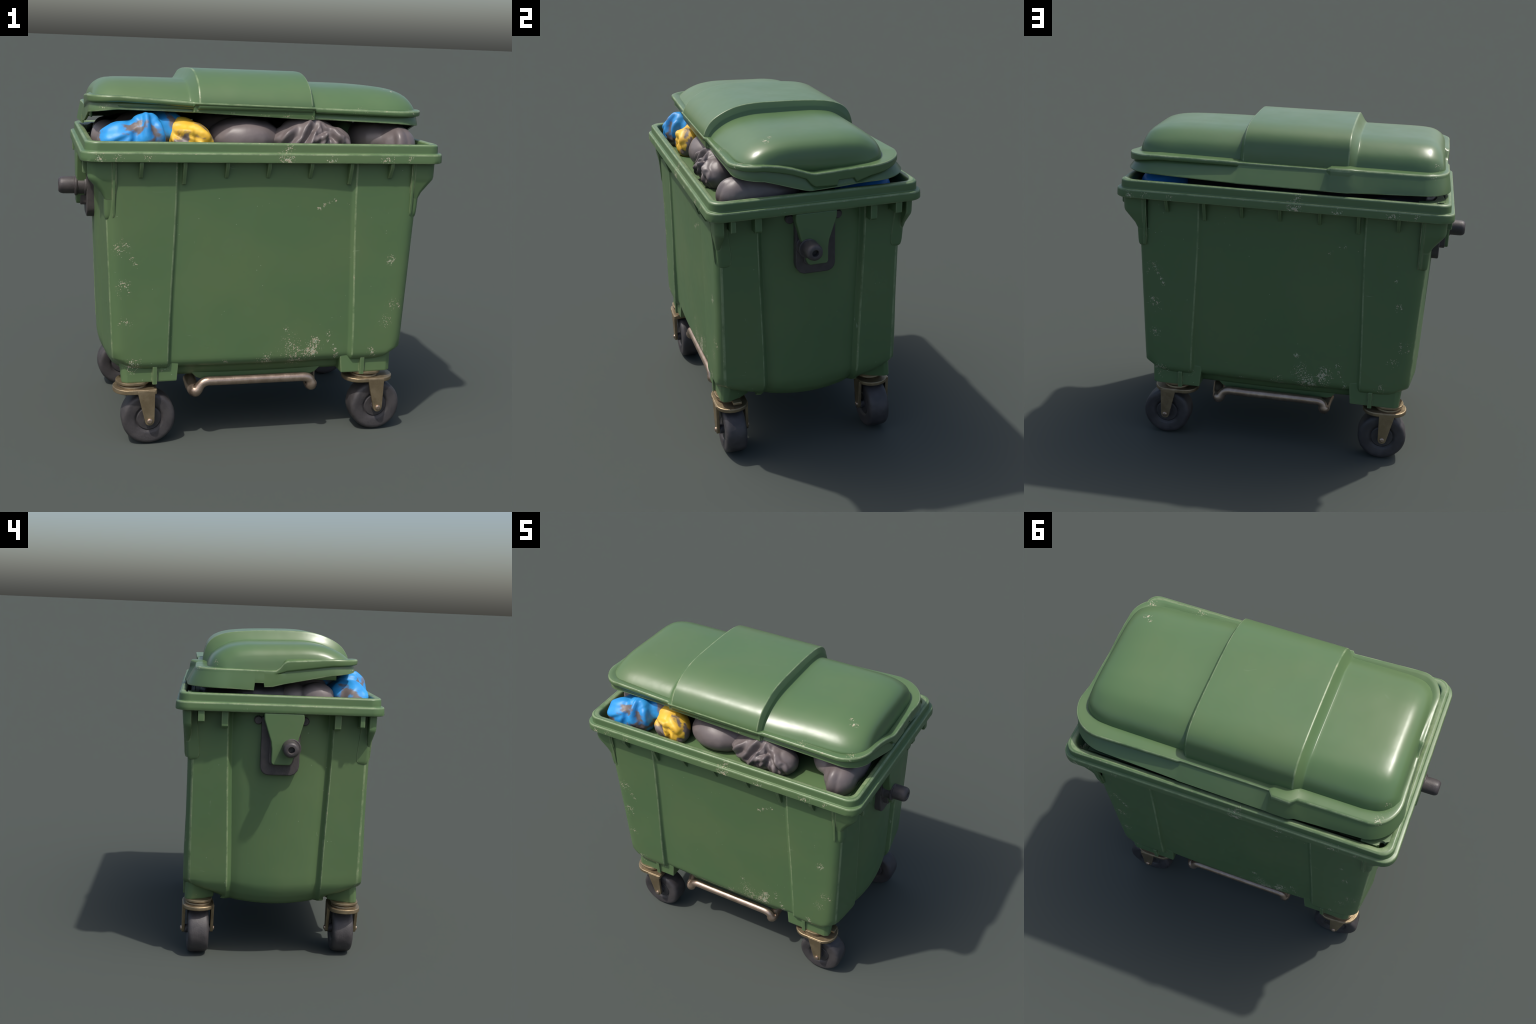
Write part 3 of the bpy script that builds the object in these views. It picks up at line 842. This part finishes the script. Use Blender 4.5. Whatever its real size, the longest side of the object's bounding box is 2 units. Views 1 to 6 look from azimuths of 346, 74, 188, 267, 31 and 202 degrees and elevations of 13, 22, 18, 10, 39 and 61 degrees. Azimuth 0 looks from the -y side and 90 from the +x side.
# ------------------------------------------------------------------ rubbish bags
def bag(name, label, lobes, mat, folds=(), wrinkle=0.008, seed=0, voxel=0.008):
    """film bag: lobes fused by voxel remesh, then creased.
    folds = (start, end, width, height): a positive height raises a pleat, a negative one sinks a crease"""
    bm = bmesh.new()
    for c, r in lobes:
        M = Matrix.Translation(c) @ Matrix.Diagonal((*r, 1))
        bmesh.ops.create_icosphere(bm, subdivisions=4, radius=1.0, matrix=M)
    me = bpy.data.meshes.new(name)
    bm.to_mesh(me)
    bm.free()
    ob = bpy.data.objects.new(name, me)
    SC.collection.objects.link(ob)
    rm = ob.modifiers.new("fuse", 'REMESH')
    rm.mode = 'VOXEL'
    rm.voxel_size = voxel
    sm = ob.modifiers.new("relax", 'SMOOTH')
    sm.iterations = 8
    sm.factor = 0.6
    dg = bpy.context.evaluated_depsgraph_get()
    me2 = bpy.data.meshes.new_from_object(ob.evaluated_get(dg))
    ob.modifiers.clear()
    ob.data = me2
    me2.name = name
    nrm = [v.normal.copy() for v in me2.vertices]
    o = Vector((seed * 3.7, seed * 1.3, seed * 2.9))
    F = [(Vector(a), Vector(b), w, h) for a, b, w, h in folds]
    for v, n in zip(me2.vertices, nrm):
        p = v.co.copy()
        d = wrinkle * noise.noise(p * 6 + o) + wrinkle * 0.5 * (0.5 - abs(noise.noise(p * 11 + o * 2)) * 2)
        for a, b, w, h in F:
            ab = b - a
            t = min(1.0, max(0.0, (p - a).dot(ab) / ab.length_squared))
            c = a + ab * t
            q = p - c
            q.y *= 0.35                       # pleats are laid out as seen from the front
            wob = w * (1 + 0.3 * noise.noise(p * 25 + o))
            r = q.length / wob
            if r < 3:
                taper = 0.45 + 0.55 * math.sin(math.pi * (0.12 + 0.76 * t))
                d += h * taper * (math.exp(-r * r) - 0.35 * math.exp(-(r - 1.5) ** 2 * 2.5))
        v.co = p + n * d
    me2.update()
    me2.polygons.foreach_set("use_smooth", [True] * len(me2.polygons))
    me2.materials.clear()
    me2.materials.append(mat)
    ob["label"] = label
    ob["category"] = "garbage bag"
    return ob

BF = -0.46
def fold(x0, z0, x1, z1, w, h, y=BF):
    return ((x0, y, z0), (x1, y, z1), w, h)

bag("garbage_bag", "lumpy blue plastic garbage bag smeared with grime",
    [((-0.715, -0.405, 1.530), (0.120, 0.090, 0.105)), ((-0.590, -0.400, 1.560), (0.095, 0.095, 0.118)), ((-0.655, -0.36, 1.54), (0.15, 0.10, 0.095)), ((-0.49, -0.29, 1.585), (0.13, 0.12, 0.095))],
    M_BLUEBAG, [fold(-0.600, 1.670, -0.593, 1.55, 0.016, 0.014), fold(-0.62, 1.655, -0.66, 1.53, 0.020, -0.014), fold(-0.566, 1.65, -0.545, 1.54, 0.018, -0.012), fold(-0.70, 1.60, -0.80, 1.54, 0.024, 0.012),
                fold(-0.66, 1.63, -0.76, 1.575, 0.02, -0.012), fold(-0.53, 1.62, -0.515, 1.54, 0.016, 0.010)], 0.010, 1)
bag("garbage_bag", "small yellow garbage bag with dirty patches",
    [((-0.378, -0.385, 1.535), (0.112, 0.090, 0.098)), ((-0.41, -0.34, 1.575), (0.085, 0.09, 0.075)), ((-0.33, -0.41, 1.525), (0.070, 0.065, 0.075))],
    M_YELLOWBAG, [fold(-0.475, 1.60, -0.36, 1.585, 0.014, 0.016), fold(-0.36, 1.585, -0.345, 1.50, 0.014, -0.016), fold(-0.45, 1.57, -0.38, 1.54, 0.014, -0.014), fold(-0.36, 1.62, -0.30, 1.57, 0.018, 0.014),
                  fold(-0.33, 1.56, -0.29, 1.51, 0.014, -0.012), fold(-0.48, 1.57, -0.42, 1.49, 0.016, 0.012)], 0.008, 2)
bag("garbage_bag", "taut smooth grey garbage bag",
    [((-0.08, -0.29, 1.545), (0.195, 0.165, 0.110)), ((-0.10, -0.10, 1.56), (0.24, 0.20, 0.12))],
    M_GREYBAG, [], 0.006, 3)
bag("garbage_bag", "crumpled grey garbage bag gathered into a knot",
    [((0.235, -0.365, 1.540), (0.205, 0.115, 0.100)), ((0.235, -0.35, 1.57), (0.150, 0.105, 0.098)), ((0.355, -0.385, 1.530), (0.100, 0.095, 0.090))],
    M_GREYBAG, [fold(0.245, 1.648, 0.03, 1.55, 0.020, 0.014), fold(0.255, 1.645, 0.175, 1.53, 0.016, -0.026), fold(0.285, 1.635, 0.305, 1.592, 0.012, -0.020), fold(0.305, 1.592, 0.275, 1.53, 0.013, 0.024),
                fold(0.300, 1.590, 0.225, 1.545, 0.012, 0.020), fold(0.320, 1.600, 0.385, 1.52, 0.014, -0.016), fold(0.335, 1.615, 0.425, 1.53, 0.020, 0.014), fold(0.19, 1.64, 0.10, 1.53, 0.016, -0.014),
                fold(0.24, 1.60, 0.19, 1.50, 0.012, 0.016), fold(0.36, 1.57, 0.36, 1.48, 0.014, 0.014), fold(0.40, 1.56, 0.41, 1.48, 0.012, -0.012), fold(0.14, 1.62, 0.06, 1.52, 0.014, 0.012)], 0.008, 4, 0.006)
bag("garbage_bag", "full grey garbage bag leaning on the tub wall",
    [((0.720, -0.365, 1.525), (0.090, 0.115, 0.100)), ((0.705, -0.24, 1.535), (0.115, 0.20, 0.110)), ((0.63, -0.20, 1.55), (0.14, 0.18, 0.10))],
    M_GREYBAG, [fold(0.705, 1.62, 0.70, 1.50, 0.022, 0.010), fold(0.66, 1.60, 0.655, 1.49, 0.02, -0.008)], 0.006, 5)
bag("garbage_bag", "half hidden pale green garbage bag",
    [((0.505, -0.10, 1.525), (0.10, 0.14, 0.120))],
    M_GREENBAG, [fold(0.50, 1.60, 0.53, 1.47, 0.02, 0.015), fold(0.47, 1.60, 0.47, 1.48, 0.02, -0.01)], 0.008, 6)
bag("garbage_bag", "grey garbage bag pressed against the end wall",
    [((-0.765, -0.20, 1.530), (0.085, 0.10, 0.090)), ((-0.71, -0.07, 1.525), (0.11, 0.105, 0.082)), ((-0.55, -0.12, 1.565), (0.18, 0.17, 0.10))],
    M_GREYBAG, [], 0.007, 7)
bag("garbage_bag", "dark garbage bags packed at the back",
    [((-0.74, 0.12, 1.53), (0.075, 0.20, 0.085)), ((-0.62, 0.20, 1.52), (0.19, 0.19, 0.10)), ((-0.60, 0.24, 1.500), (0.22, 0.19, 0.095)), ((-0.25, 0.26, 1.50), (0.22, 0.19, 0.09)), ((0.10, 0.27, 1.495), (0.21, 0.18, 0.09)), ((0.40, 0.26, 1.49), (0.19, 0.18, 0.085)), ((0.2, 0.02, 1.54), (0.32, 0.22, 0.11)), ((0.47, 0.06, 1.535), (0.20, 0.20, 0.105))],
    M_DARKBAG, [], 0.012, 8, 0.012)
bag("garbage_bag", "smooth blue garbage bag by the back wall",
    [((0.69, 0.31, 1.495), (0.140, 0.150, 0.080))],
    smeared_bag("plain_blue_bag_film", (0.020, 0.20, 0.58), (0.025, 0.23, 0.64), 0.72, 0.8, 5.0, ground=1.2), [], 0.006, 9)
